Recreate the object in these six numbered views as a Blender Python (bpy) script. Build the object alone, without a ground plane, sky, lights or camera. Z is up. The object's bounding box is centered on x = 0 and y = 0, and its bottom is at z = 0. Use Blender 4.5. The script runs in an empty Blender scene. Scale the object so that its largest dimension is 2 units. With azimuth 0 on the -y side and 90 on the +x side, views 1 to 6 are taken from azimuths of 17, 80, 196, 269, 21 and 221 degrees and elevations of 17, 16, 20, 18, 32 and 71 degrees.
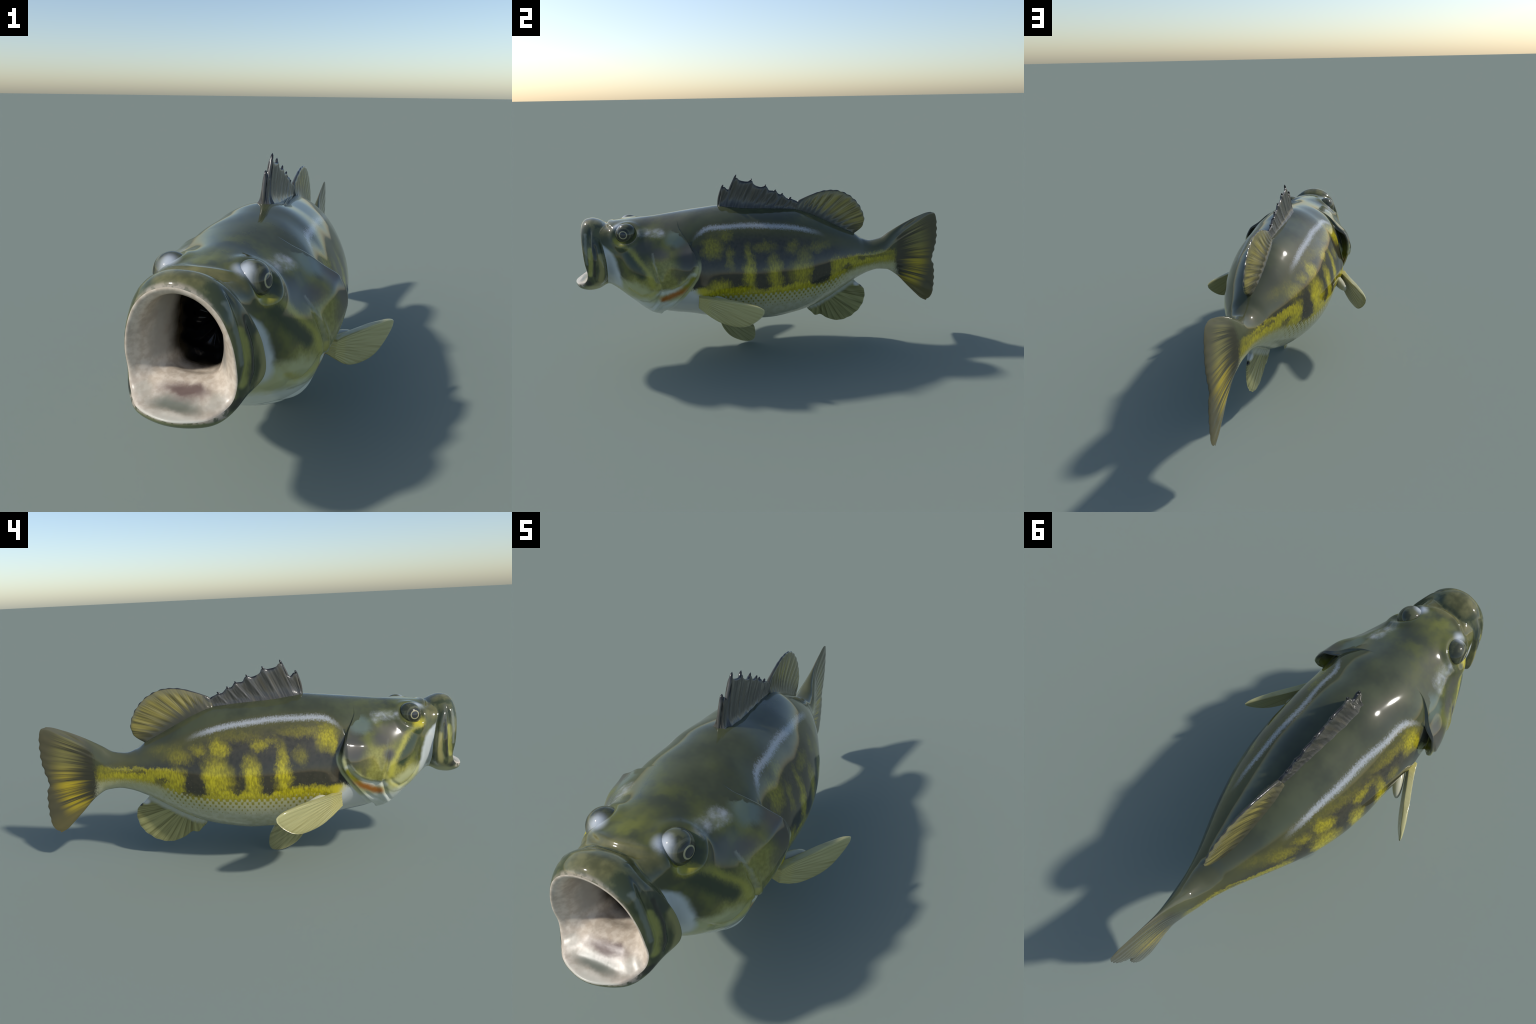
import bpy, math
import numpy as np

# =====================================================================
#  small numeric helpers
# =====================================================================
def pchip(xs, ys, x):
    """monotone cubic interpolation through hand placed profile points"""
    xs = np.asarray(xs, float); ys = np.asarray(ys, float); x = np.asarray(x, float)
    h = np.diff(xs); d = np.diff(ys) / h
    m = np.zeros_like(ys)
    m[0] = d[0]; m[-1] = d[-1]
    for i in range(1, len(xs) - 1):
        if d[i - 1] * d[i] > 0:
            w1 = 2 * h[i] + h[i - 1]; w2 = h[i] + 2 * h[i - 1]
            m[i] = (w1 + w2) / (w1 / d[i - 1] + w2 / d[i])
    xc = np.clip(x, xs[0], xs[-1])
    k = np.clip(np.searchsorted(xs, xc) - 1, 0, len(h) - 1)
    t = (xc - xs[k]) / h[k]
    return ((1 + 2 * t) * (1 - t) ** 2 * ys[k] + t * (1 - t) ** 2 * h[k] * m[k]
            + t * t * (3 - 2 * t) * ys[k + 1] + t * t * (t - 1) * h[k] * m[k + 1])

def prof(pairs, x):
    a = np.array(pairs, float)
    return pchip(a[:, 0], a[:, 1], x)

def sstep(a, b, x):
    t = np.clip((np.asarray(x, float) - a) / (b - a), 0, 1)
    return t * t * (3 - 2 * t)

def bell(x, s):
    return np.exp(-(x / s) ** 2)

def polydist(py, pz, pts):
    """distance from (py,pz) to an open polyline, plus signed side (left +)"""
    best = np.full(py.shape, 1e9); side = np.zeros(py.shape); along = np.zeros(py.shape)
    L = 0.0
    for (a, b), (c, d) in zip(pts[:-1], pts[1:]):
        vy, vz = c - a, d - b; l2 = vy * vy + vz * vz; l = math.sqrt(l2)
        t = np.clip(((py - a) * vy + (pz - b) * vz) / l2, 0, 1)
        dy = py - (a + t * vy); dz = pz - (b + t * vz)
        dd = np.sqrt(dy * dy + dz * dz)
        s = np.sign(vy * (pz - b) - vz * (py - a))
        upd = dd < best
        best = np.where(upd, dd, best); side = np.where(upd, s, side)
        along = np.where(upd, L + t * l, along)
        L += l
    return best, side, along / L

# =====================================================================
#  scene bookkeeping
# =====================================================================
ROOT = bpy.data.objects.new("largemouth_fish", None)
bpy.context.scene.collection.objects.link(ROOT)
ROOT["label"] = "olive green and yellow bass with wide open mouth"
ROOT["category"] = "fish"

def add_mesh(name, verts, faces, mat, parent=ROOT, smooth=True, normals=None, kind=None):
    me = bpy.data.meshes.new(name)
    me.from_pydata([tuple(v) for v in verts], [], [tuple(int(i) for i in f) for f in faces])
    me.update()
    if smooth:
        me.polygons.foreach_set("use_smooth", [True] * len(me.polygons))
    if normals is not None:
        me.normals_split_custom_set_from_vertices([tuple(n) for n in normals])
    ob = bpy.data.objects.new(name, me)
    bpy.context.scene.collection.objects.link(ob)
    ob.parent = parent
    me.materials.append(mat)
    if kind:
        ob["kind"] = kind
    return ob

# =====================================================================
#  node expression helper: build Math node chains with python operators
# =====================================================================
class NT:
    def __init__(self, name):
        self.mat = bpy.data.materials.new(name)
        self.mat.use_nodes = True
        self.t = self.mat.node_tree
        self.t.nodes.clear()
        self.out = self.t.nodes.new("ShaderNodeOutputMaterial")
        self.bsdf = self.t.nodes.new("ShaderNodeBsdfPrincipled")
        self.t.links.new(self.bsdf.outputs[0], self.out.inputs[0])
        self.co = self.t.nodes.new("ShaderNodeTexCoord").outputs["Object"]
    def link(self, v, sock):
        if isinstance(v, V):
            self.t.links.new(v.s, sock)
        elif isinstance(v, bpy.types.NodeSocket):
            self.t.links.new(v, sock)
        else:
            sock.default_value = v
    def math(self, op, *a, clamp=False):
        n = self.t.nodes.new("ShaderNodeMath"); n.operation = op; n.use_clamp = clamp
        for i, v in enumerate(a):
            self.link(v, n.inputs[i])
        return V(self, n.outputs[0])
    def xyz(self, vec=None):
        n = self.t.nodes.new("ShaderNodeSeparateXYZ")
        self.t.links.new(vec if vec is not None else self.co, n.inputs[0])
        return [V(self, o) for o in n.outputs]
    def vec(self, x, y, z):
        n = self.t.nodes.new("ShaderNodeCombineXYZ")
        for i, v in enumerate((x, y, z)):
            self.link(v, n.inputs[i])
        return n.outputs[0]
    def noise(self, scale, vec=None, detail=2.0, rough=0.5, stretch=None):
        vec = vec if vec is not None else self.co
        if stretch:
            m = self.t.nodes.new("ShaderNodeMapping")
            m.inputs["Scale"].default_value = stretch
            self.t.links.new(vec, m.inputs[0]); vec = m.outputs[0]
        n = self.t.nodes.new("ShaderNodeTexNoise")
        n.inputs["Scale"].default_value = scale
        n.inputs["Detail"].default_value = detail
        n.inputs["Roughness"].default_value = rough
        self.t.links.new(vec, n.inputs["Vector"])
        return V(self, n.outputs[0])
    def ss(self, a, b, x):
        n = self.t.nodes.new("ShaderNodeMapRange"); n.interpolation_type = "SMOOTHSTEP"
        self.link(x, n.inputs[0])
        self.link(a, n.inputs[1]); self.link(b, n.inputs[2])
        if not isinstance(a, V) and not isinstance(b, V) and a > b:
            n.inputs[1].default_value, n.inputs[2].default_value = b, a
            n.inputs[3].default_value, n.inputs[4].default_value = 1.0, 0.0
        return V(self, n.outputs[0])
    def curve(self, x, pairs, lo=-1.0, hi=1.0):
        """piecewise profile in nodes: a float curve over [lo,hi]"""
        vals = [p[1] for p in pairs]; vmin, vmax = min(vals), max(vals)
        rng = (vmax - vmin) or 1.0
        n = self.t.nodes.new("ShaderNodeFloatCurve")
        cu = n.mapping.curves[0]
        pts = [((p[0] - lo) / (hi - lo), (p[1] - vmin) / rng) for p in pairs]
        cu.points[0].location = pts[0]; cu.points[1].location = pts[-1]
        for p in pts[1:-1]:
            cu.points.new(*p)
        n.mapping.update()
        self.link((x - lo) * (1.0 / (hi - lo)), n.inputs["Value"])
        return V(self, n.outputs[0]) * rng + vmin
    def mix(self, f, a, b):
        n = self.t.nodes.new("ShaderNodeMix"); n.data_type = "RGBA"
        self.link(f, n.inputs[0])
        for v, i in ((a, 6), (b, 7)):
            if isinstance(v, (tuple, list)):
                n.inputs[i].default_value = (*v, 1.0)
            else:
                self.t.links.new(v, n.inputs[i])
        return n.outputs[2]
    def bump(self, h, strength=0.3, dist=0.01):
        n = self.t.nodes.new("ShaderNodeBump")
        n.inputs["Strength"].default_value = strength
        n.inputs["Distance"].default_value = dist
        self.link(h, n.inputs["Height"])
        self.t.links.new(n.outputs[0], self.bsdf.inputs["Normal"])
    def finish(self, col, rough=0.08, ior=1.5, spec=0.5, coat=0.0):
        if isinstance(col, (tuple, list)):
            self.bsdf.inputs["Base Color"].default_value = (*col, 1)
        else:
            self.t.links.new(col, self.bsdf.inputs["Base Color"])
        self.link(rough, self.bsdf.inputs["Roughness"])
        self.bsdf.inputs["IOR"].default_value = ior
        self.bsdf.inputs["Specular IOR Level"].default_value = spec
        self.bsdf.inputs["Coat Weight"].default_value = coat
        self.bsdf.inputs["Coat Roughness"].default_value = 0.03
        return self.mat

class V:
    def __init__(self, nt, s): self.nt, self.s = nt, s
    def __add__(self, o): return self.nt.math("ADD", self, o)
    __radd__ = __add__
    def __sub__(self, o): return self.nt.math("SUBTRACT", self, o)
    def __rsub__(self, o): return self.nt.math("SUBTRACT", o, self)
    def __mul__(self, o): return self.nt.math("MULTIPLY", self, o)
    __rmul__ = __mul__
    def __truediv__(self, o): return self.nt.math("DIVIDE", self, o)
    def max(self, o): return self.nt.math("MAXIMUM", self, o)
    def min(self, o): return self.nt.math("MINIMUM", self, o)
    def abs(self): return self.nt.math("ABSOLUTE", self)
    def sin(self): return self.nt.math("SINE", self)
    def sqrt(self): return self.nt.math("SQRT", self)
    def pow(self, o): return self.nt.math("POWER", self, o)
    def clamp(self): return self.nt.math("ADD", self, 0.0, clamp=True)

# =====================================================================
#  BODY: profiles along the length (head at -y, tail at +y)
# =====================================================================
Z_TOP = [(-1.0, .72), (-.80, .735), (-.70, .744), (-.60, .753), (-.46, .770), (-.34, .783), (-.24, .792), (-.10, .777),
         (.06, .765), (.187, .751), (.26, .727), (.334, .692), (.428, .642), (.50, .601), (.544, .570), (.60, .5525),
         (.653, .561), (.703, .592), (.786, .638), (.87, .675), (.937, .695), (.97, .6965), (1.01, .6965)]
Z_BOT_TORSO = [(-1.0, .41), (-.80, .385), (-.70, .318), (-.62, .264), (-.57, .246), (-.50, .233), (-.42, .219), (-.34, .202), (-.24, .182),
         (-.10, .163), (.0, .159), (.117, .172), (.234, .198), (.33, .237), (.43, .295), (.516, .343), (.586, .371), (.64, .381), (.70, .3745),
         (.754, .344), (.839, .261), (.893, .208), (.927, .178), (.965, .162), (1.01, .160)]
Z_BOT_HEAD = [(-.80, .390), (-.743, .352), (-.70, .316), (-.66, .283), (-.62, .257), (-.58, .242), (-.5, .228), (-.3, .2)]
W_TORSO = [(-.80, .168), (-.76, .197), (-.70, .225), (-.60, .262), (-.52, .274), (-.45, .274), (-.38, .272), (-.24, .279), (-.08, .278), (.03, .269), (.12, .254), (.20, .234),
         (.29, .202), (.36, .174), (.43, .143), (.50, .111), (.56, .087), (.62, .068), (.68, .054), (.74, .037), (.80, .020),
         (.86, .013), (.92, .010), (1.01, .006)]
W_HEAD = [(-.80, .166), (-.76, .193), (-.70, .226), (-.65, .251), (-.60, .273), (-.546, .288), (-.47, .307), (-.42, .318), (-.37, .326), (-.3, .33)]
Z_MID_TORSO = [(-1, .50), (-.80, .50), (-.70, .475), (-.60, .468), (-.40, .455), (-.20, .437), (0, .43), (.2, .442), (.4, .467), (.6, .467), (.8, .44), (1.01, .43)]
Z_MID_HEAD = [(-.80, .50), (-.70, .475), (-.60, .468), (-.50, .492), (-.42, .53), (-.37, .545), (-.3, .55)]

E_UP = [(-.80, 2.1), (-.70, 1.95), (-.60, 1.78), (-.50, 1.85), (-.40, 2.05), (-.28, 1.9), (0, 1.9), (.2, 1.75), (.4, 1.8), (.6, 2.0), (1.01, 2.0)]
E_LOW = [(-.70, 1.95), (-.60, 1.6), (-.50, 1.78), (-.43, 1.8), (-.34, 1.9), (-.26, 1.95), (1.01, 1.95)]
E_UP_HEAD = [(-.80, 2.1), (-.70, 1.95), (-.60, 1.75), (-.50, 1.68), (-.42, 1.62), (-.3, 1.6)]
E_LOW_HEAD = [(-.80, 1.9), (-.70, 1.95), (-.62, 2.2), (-.5, 2.1), (-.42, 1.9), (-.37, 1.75)]
NC = 320                                   # columns round the body
tt = np.linspace(0, 2, NC, endpoint=False) # 0 dorsal, 1 ventral, 2 dorsal again
T = np.where(tt <= 1, tt, 2 - tt)
SGN = np.where(tt <= 1, 1.0, -1.0)
SGN[0] = 1.0

def section(y, T, wp, zt, zb, zm, eu=2.0, el=2.0):
    w = prof(wp, y); a = prof(zt, y); b = prof(zb, y); m = prof(zm, y)
    A_ = np.pi * (T - .10 * np.sin(np.pi * T))
    c = np.cos(A_); s = np.sin(A_).clip(0, 1)
    e = np.where(c >= 0, eu, el)
    x = w * s ** (2 / e)
    z = m + np.where(c >= 0, (a - m), (m - b)) * np.sign(c) * np.abs(c) ** (2 / e)
    return np.stack([x, y + 0 * x, z], -1)

def torso(y, T):
    y = np.asarray(y, float) + 0 * T
    return section(y, T, W_TORSO, Z_TOP, Z_BOT_TORSO, Z_MID_TORSO, prof(E_UP, y), prof(E_LOW, y))

H_T = 1 - sstep(.585, .685, torso(-.43, T)[:, 2])                   # 0 = dorsal skin runs on, 1 = free gill cover
def head(y, T):
    y = np.asarray(y, float) + 0 * T
    A = torso(y, T)
    B = section(y, T, W_HEAD, Z_TOP, Z_BOT_HEAD, Z_MID_HEAD, prof(E_UP_HEAD, y), prof(E_LOW_HEAD, y))
    return A + (B - A) * H_T[..., None]

# rear margin of the gill cover: y as a function of height
GILL_EDGE = [(.20, -.59), (.242, -.586), (.26, -.576), (.28, -.560), (.31, -.534), (.36, -.494), (.41, -.456), (.46, -.419),
             (.50, -.396), (.55, -.383), (.60, -.390), (.65, -.414), (.69, -.442), (.72, -.46), (.80, -.47)]
y_edge = np.full(NC, -.42)
for _ in range(12):
    y_edge = .5 * y_edge + .5 * prof(GILL_EDGE, head(y_edge, T)[:, 2])

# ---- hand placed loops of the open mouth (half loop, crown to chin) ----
LOOPS = {
 "throat":  [(0,-.665,.60),(.010,-.665,.598),(.018,-.665,.592),(.024,-.665,.583),(.026,-.665,.57),(.024,-.665,.557),(.018,-.665,.547),(.010,-.665,.542),(0,-.665,.54)],
 "gullet":  [(0,-.70,.660),(.026,-.70,.652),(.044,-.70,.628),(.053,-.70,.595),(.055,-.70,.560),(.051,-.705,.525),(.040,-.715,.50),(.022,-.72,.486),(0,-.725,.482)],
 "palate":  [(0,-.775,.698),(.034,-.775,.688),(.050,-.775,.653),(.058,-.775,.606),(.061,-.775,.558),(.059,-.782,.514),(.055,-.80,.484),(.032,-.812,.471),(0,-.816,.468)],
 "tongue":  [(0,-.838,.707),(.042,-.838,.694),(.062,-.836,.657),(.072,-.835,.609),(.076,-.833,.56),(.075,-.838,.518),(.066,-.850,.492),(.042,-.861,.485),(0,-.864,.482)],
 "floor":   [(0,-.89,.711),(.048,-.89,.697),(.079,-.888,.660),(.095,-.886,.612),(.101,-.885,.56),(.100,-.884,.513),(.091,-.900,.481),(.055,-.917,.470),(0,-.922,.466)],
 "inlip":   [(0,-.926,.714),(.050,-.924,.700),(.088,-.920,.663),(.111,-.916,.613),(.121,-.912,.56),(.120,-.906,.505),(.110,-.926,.468),(.076,-.963,.447),(0,-.981,.441)],
 "rim":     [(0,-.941,.731),(.058,-.939,.716),(.102,-.935,.676),(.127,-.931,.62),(.138,-.926,.56),(.137,-.918,.50),(.124,-.934,.460),(.083,-.976,.440),(0,-.999,.436)],
 "outlip":  [(0,-.927,.751),(.062,-.924,.736),(.108,-.920,.694),(.137,-.912,.632),(.152,-.904,.565),(.153,-.897,.497),(.136,-.925,.446),(.090,-.968,.421),(0,-.990,.416)],
 "snout":   [(0,-.893,.758),(.062,-.892,.746),(.112,-.894,.706),(.144,-.880,.640),(.166,-.866,.567),(.170,-.862,.494),(.134,-.894,.441),(.086,-.926,.404),(0,-.940,.396)],
 "jawback": [(0,-.862,.750),(.059,-.864,.741),(.112,-.872,.708),(.149,-.850,.648),(.176,-.833,.570),(.178,-.831,.492),(.128,-.860,.442),(.077,-.878,.407),(0,-.884,.402)],
 "recess":  [(0,-.824,.733),(.057,-.828,.724),(.106,-.846,.697),(.134,-.832,.643),(.150,-.820,.57),(.143,-.820,.50),(.100,-.828,.455),(.064,-.833,.425),(0,-.835,.418)],
 "cheek":   [(0,-.785,.738),(.058,-.783,.728),(.108,-.780,.700),(.143,-.772,.645),(.168,-.768,.57),(.170,-.768,.49),(.128,-.785,.438),(.070,-.798,.409),(0,-.803,.399)],
}
def loop(pts):
    p = np.array(pts, float); n = len(p)
    g0 = p[1] * [-1, 1, 1]; g1 = p[-2] * [-1, 1, 1]
    q = np.vstack([g0, p, g1])
    u = T * (n - 1); k = np.clip(u.astype(int), 0, n - 2); f = (u - k)[:, None]
    a, b, c, d = q[k], q[k + 1], q[k + 2], q[k + 3]
    return .5 * (2 * b + (c - a) * f + (2 * a - 5 * b + 4 * c - d) * f ** 2 + (3 * b - 3 * c + d - a) * f ** 3)

knots = [loop(LOOPS[k]) for k in ("throat", "gullet", "palate", "tongue", "floor", "inlip", "rim", "outlip", "snout", "jawback", "recess", "cheek")]
rows_per = [14, 12, 14, 12, 10, 8, 8, 10, 12, 14, 14]
y0 = -.715 - .02 * sstep(.6, 1, T)
FR = [0, .2, .4, .6, .8, 1.0]
for f in FR:
    knots.append(head(y0 + (y_edge - y0) * f, T))
rows_per += [18] + [22] * 5

def catmull(knots, rows_per):
    K = np.array(knots)                                   # n, NC, 3
    K = np.concatenate([2 * K[:1] - K[1:2], K, 2 * K[-1:] - K[-2:-1]])
    d = np.linalg.norm(np.diff(K, axis=0), axis=2) ** .5
    d = .5 * d + .5 * d.mean(axis=1, keepdims=True)
    s = np.concatenate([np.zeros((1, K.shape[1])), np.cumsum(d, axis=0)])[..., None]
    out = []; marks = []
    for i, n in enumerate(rows_per):
        P0, P1, P2, P3 = K[i:i + 4]; t0, t1, t2, t3 = s[i:i + 4]
        marks.append(len(out))
        last = i == len(rows_per) - 1
        for j in range(n + (1 if last else 0)):
            t = t1 + (t2 - t1) * j / n
            A1 = (t1 - t) / (t1 - t0) * P0 + (t - t0) / (t1 - t0) * P1
            A2 = (t2 - t) / (t2 - t1) * P1 + (t - t1) / (t2 - t1) * P2
            A3 = (t3 - t) / (t3 - t2) * P2 + (t - t2) / (t3 - t2) * P3
            B1 = (t2 - t) / (t2 - t0) * A1 + (t - t0) / (t2 - t0) * A2
            B2 = (t3 - t) / (t3 - t1) * A2 + (t - t1) / (t3 - t1) * A3
            out.append((t2 - t) / (t2 - t1) * B1 + (t - t1) / (t2 - t1) * B2)
    return np.array(out), marks
G, marks = catmull(knots, rows_per)
G[..., 0] *= 1.0
R_RIM, R_OUT, R_SNOUT, R_JAW, R_REC, R_CHEEK, R_HEAD = marks[6], marks[7], marks[8], marks[9], marks[10], marks[11], marks[12]

def grid_normals(G):
    """normals on the +x half-unfolded grid (x>=0 everywhere)"""
    M = G.copy(); M[..., 0] *= SGN
    du = np.gradient(M, axis=0)
    dv = np.roll(M, -1, 1) - np.roll(M, 1, 1)
    n = np.cross(du, dv); n /= (np.linalg.norm(n, axis=2, keepdims=True) + 1e-12)
    n[..., 0] *= SGN
    return n

# ---- relief on the head, written as functions of (y, z) ----
EYE = np.array([.135, -.716, .692])
PREOP = [(-.600, .600), (-.585, .53), (-.570, .47), (-.566, .43), (-.585, .37), (-.615, .325), (-.65, .30)]
CHEEKLINE = [(-.59, .46), (-.612, .425), (-.65, .395), (-.69, .405), (-.73, .45), (-.765, .51)]
PLATE = [(-.395, .64), (-.392, .60), (-.392, .56), (-.408, .52), (-.430, .49), (-.455, .466), (-.50, .445), (-.55, .434), (-.595, .44)]
MEMB = [(-.48, .39), (-.53, .345), (-.60, .305), (-.66, .295)]
def head_relief(G):
    x, y, z = G[..., 0], G[..., 1], G[..., 2]
    h = np.zeros(x.shape)
    row = np.arange(G.shape[0])[:, None]
    outer = (row >= R_REC)
    # eye mound and orbit
    r = np.sqrt(((y - EYE[1]) / 1.1) ** 2 + (z - EYE[2]) ** 2 + .5 * (x - EYE[0]) ** 2)
    h += outer * (.012 * bell(r, .085) + .008 * bell(r - .058, .016) - .012 * bell(r, .044))
    h -= outer * .008 * bell(np.sqrt((y + .755) ** 2 + (z - .665) ** 2), .022)
    # shelf of the gill cover behind the eye
    h += outer * .010 * bell(z - .672, .040) * sstep(-.665, -.57, y) * sstep(.08, .14, x)
    # swell of the gill plate
    h += outer * .014 * bell(np.sqrt((y + .49) ** 2 + (z - .600) ** 2), .062) * sstep(.12, .18, x)
    # brow crescent across the snout
    ry = y + .812 - 3.2 * x ** 2 * (x < .12)
    h += (x < .11) * sstep(.68, .71, z) * (.006 * bell(ry - .004, .012) - .006 * bell(ry + .014, .012)) * (1 - sstep(.06, .11, x))
    side = sstep(.12, .17, x)
    d, s, a = polydist(y, z, PREOP)
    h -= side * .0055 * bell(d, .007) * sstep(0, .25, a) * (1 - sstep(.8, 1, a))
    h += side * .0055 * bell(d - .016, .013) * (s > 0) * sstep(0, .3, a) * (1 - sstep(.85, 1, a))
    d, s, a = polydist(y, z, CHEEKLINE)
    h -= side * .006 * bell(d, .008) * sstep(0, .1, a) * (1 - sstep(.8, 1, a))
    d, s, a = polydist(y, z, PLATE)
    inside = np.where(s < 0, 1.0, -1.0) * d
    h -= side * .012 * (1 - sstep(-.004, .010, inside)) * (y > -.60) * (z < .66) * (1 - sstep(.50, .66, z) * 1.0) * sstep(-.60, -.56, y)
    d, s, a = polydist(y, z, MEMB)
    h -= .004 * bell(d, .008) * sstep(0, .15, a) * (1 - sstep(.85, 1, a)) * (x > .03)
    # jaw plates: groove between lip and plate, slim insert plate
    jaw = (row >= R_RIM) & (row < R_REC)
    gro = [(-.885, .735), (-.892, .69), (-.895, .62), (-.893, .55), (-.905, .49)]
    d, s, a = polydist(y, z, gro)
    h -= jaw * (x > .05) * .007 * bell(d, .008) * sstep(0, .15, a) * (1 - sstep(.85, 1, a))
    gro2 = [(-.868, .66), (-.862, .58), (-.866, .52), (-.885, .475)]
    d, s, a = polydist(y, z, gro2)
    h -= jaw * (x > .05) * .005 * bell(d, .006) * sstep(0, .15, a) * (1 - sstep(.85, 1, a))
    # tongue hollow in the floor of the mouth
    floor = (row < R_RIM) & (T[None, :] > .7)
    h = h + floor * (-.004 * bell(y + .955, .016) + .005 * bell(y + .895, .022)) * (1 - sstep(.05, .10, x))
    # soft folds and rakers deep in the throat
    deep = (row < R_RIM) * sstep(-.80, -.74, y)
    h = h + deep * .005 * (np.sin(z * 95 + 2.2 * np.sin(y * 60)) + np.sin(np.arctan2(z - .56, np.where(T[None, :] < .5, x, x)) * 9 + y * 70))
    return h
N = grid_normals(G)
if N[R_CHEEK + 20, 40, 0] < 0:
    N = -N
G = G + N * head_relief(G)[..., None]
G[:, T == 0, 0] = 0; G[:, T == 1, 0] = 0
G[..., 0] = np.maximum(G[..., 0], 0)

# ---- fold of the gill cover: edge, inner wall, floor of the slit ----
E0 = G[-1].copy()
Nn = grid_normals(G); Nn = Nn if Nn[R_CHEEK + 20, 40, 0] > 0 else -Nn
nE = Nn[-2]
hh = H_T[:, None]
depth = .012 + .030 * H_T * (1 - .6 * sstep(.75, 1, T))
def fold_pt(dy, dn):
    return E0 + np.array([0, 1.0, 0]) * dy - nE * dn
ys = lambda d: torso(y_edge + d, T)
edge_rows = []
inner0 = torso(y_edge - depth, T)
thick = .011
for f in np.linspace(0, 1, 7)[1:]:
    ang = f * np.pi
    edge_rows.append(fold_pt(.006 * np.sin(ang), thick * .5 * (1 - np.cos(ang))))
P_in = edge_rows[-1]
back = torso(y_edge - depth * .55, T)
for f in np.linspace(0, 1, 13)[1:]:
    mid = .45 * (P_in + np.array([0, -1, 0]) * depth[:, None] * .6) + .55 * P_in * 0 + .55 * inner0
    q = (1 - f) ** 2 * P_in + 2 * f * (1 - f) * (.35 * fold_pt(-.02, thick) + .65 * (.55 * P_in + .45 * inner0)) + f ** 2 * inner0
    edge_rows.append(q)
FOLD = np.array(edge_rows)
nf = len(FOLD)
STRAIGHT = np.array([ys(.03 * (i + 1) / nf) for i in range(nf)])
# dorsal part of the head must already lie on the torso skin: blend
FOLD = STRAIGHT + (FOLD - STRAIGHT) * hh[None]
y_start = (y_edge - depth) * H_T + (y_edge + .03) * (1 - H_T)

# ---- torso and tail ----
TAIL_EDGE = [(.160, .955), (.170, .957), (.174, .967), (.185, .979), (.209, .990), (.25, .994), (.29, .994), (.34, .991), (.379, .986), (.405, .975), (.420, .971),
             (.435, .974), (.476, .983), (.543, .991), (.609, .988), (.64, .984), (.673, .976), (.688, .966), (.6955, .945), (.71, .94)]
NT_ROWS = 330
zt = torso(np.full(NC, .965), T)[:, 2]
y_end = .0045 + prof(TAIL_EDGE, zt) + .0025 * np.sin(zt * 150) * sstep(.2, .25, zt) * (1 - sstep(.62, .67, zt))
rowsT = []
for i in range(1, NT_ROWS + 1):
    g = i / NT_ROWS
    rowsT.append(torso(y_start + (y_end - y_start) * g, T))
TG = np.array(rowsT)
# thin rounded trailing edge
dist_end = (y_end[None] - TG[..., 1])
TG[..., 0] *= np.sqrt(np.clip(1 - (1 - np.clip(dist_end / .035, 0, 1)) ** 2, 0, 1)) * .97 + .03
# fin rays of the tail: ridges fanning from the wrist
APEX = (.56, .462)
ang = np.arctan2(TG[..., 2] - APEX[1], TG[..., 1] - APEX[0])
rad = np.hypot(TG[..., 2] - APEX[1], TG[..., 1] - APEX[0])
rayamp = .0007 * sstep(.70, .84, TG[..., 1]) * sstep(.004, .03, dist_end)
lens = np.clip(np.sin(np.pi * T)[None] * 3, 0, 1)
TG[..., 0] += rayamp * np.cos(ang * 62 + 1.5 * np.sin(ang * 7)) * lens
TG[..., 0] = np.maximum(TG[..., 0], .0004)
TG[:, T == 0, 0] = 0; TG[:, T == 1, 0] = 0
# shoulder fold where the pectoral fin leaves the body
yy, zz = TG[..., 1], TG[..., 2]
TG[..., 0] += .022 * bell(np.sqrt(((yy + .355) / 1.0) ** 2 + ((zz - .365) / 1.5) ** 2), .055) * sstep(.45, .5, T)[None] * (1 - sstep(.75, .9, T))[None]

ALL = np.concatenate([G, FOLD, TG])
NR = len(ALL)
R_EDGE = len(G); R_TORSO = len(G) + nf
VERT = ALL.copy(); VERT[..., 0] *= SGN
V_ = VERT.reshape(-1, 3)
idx = np.arange(NR * NC).reshape(NR, NC)

quads = []; tag = []
def region(r, c):
    t = .5 * (T[c] + T[(c + 1) % NC])
    y = ALL[r, c, 1]; z = ALL[r, c, 2]
    if r < R_RIM + 1: return "mouth"
    if r < R_REC:
        return "lower_jaw" if t > .66 else "upper_jaw"
    if r < R_TORSO:
        if r >= R_EDGE + 8 and t > .2 and H_T[c] > .15: return "gill_lining"
        if r >= R_CHEEK and y > -.60 + 0.0 and t > .22: return "gill_cover"
        return "head"
    if y > .70 + .10 * abs((z - .47) / .11) ** 2 * .35: return "tail_fin"
    return "torso"
regs = {}
for r in range(NR - 1):
    for c in range(NC):
        d = (c + 1) % NC
        q = (idx[r, c], idx[r, d], idx[r + 1, d], idx[r + 1, c])
        regs.setdefault(region(r, c), []).append(q)
# cap at the end of the throat and along the trailing edge of the tail
tp = len(V_)
V_ = np.vstack([V_, [[0, -.42, .525]]])
for c in range(NC):
    regs["mouth"].append((idx[0, (c + 1) % NC], idx[0, c], tp))
h2 = NC // 2
for c in range(0, h2):
    a, b = idx[-1, c], idx[-1, c + 1]
    a2, b2 = idx[-1, (NC - c) % NC], idx[-1, (NC - c - 1) % NC]
    q = [a, b, b2, a2]
    q2 = []
    for i in q:
        if i not in q2: q2.append(i)
    if len(q2) >= 3: regs["tail_fin"].append(tuple(reversed(q2)))

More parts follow.
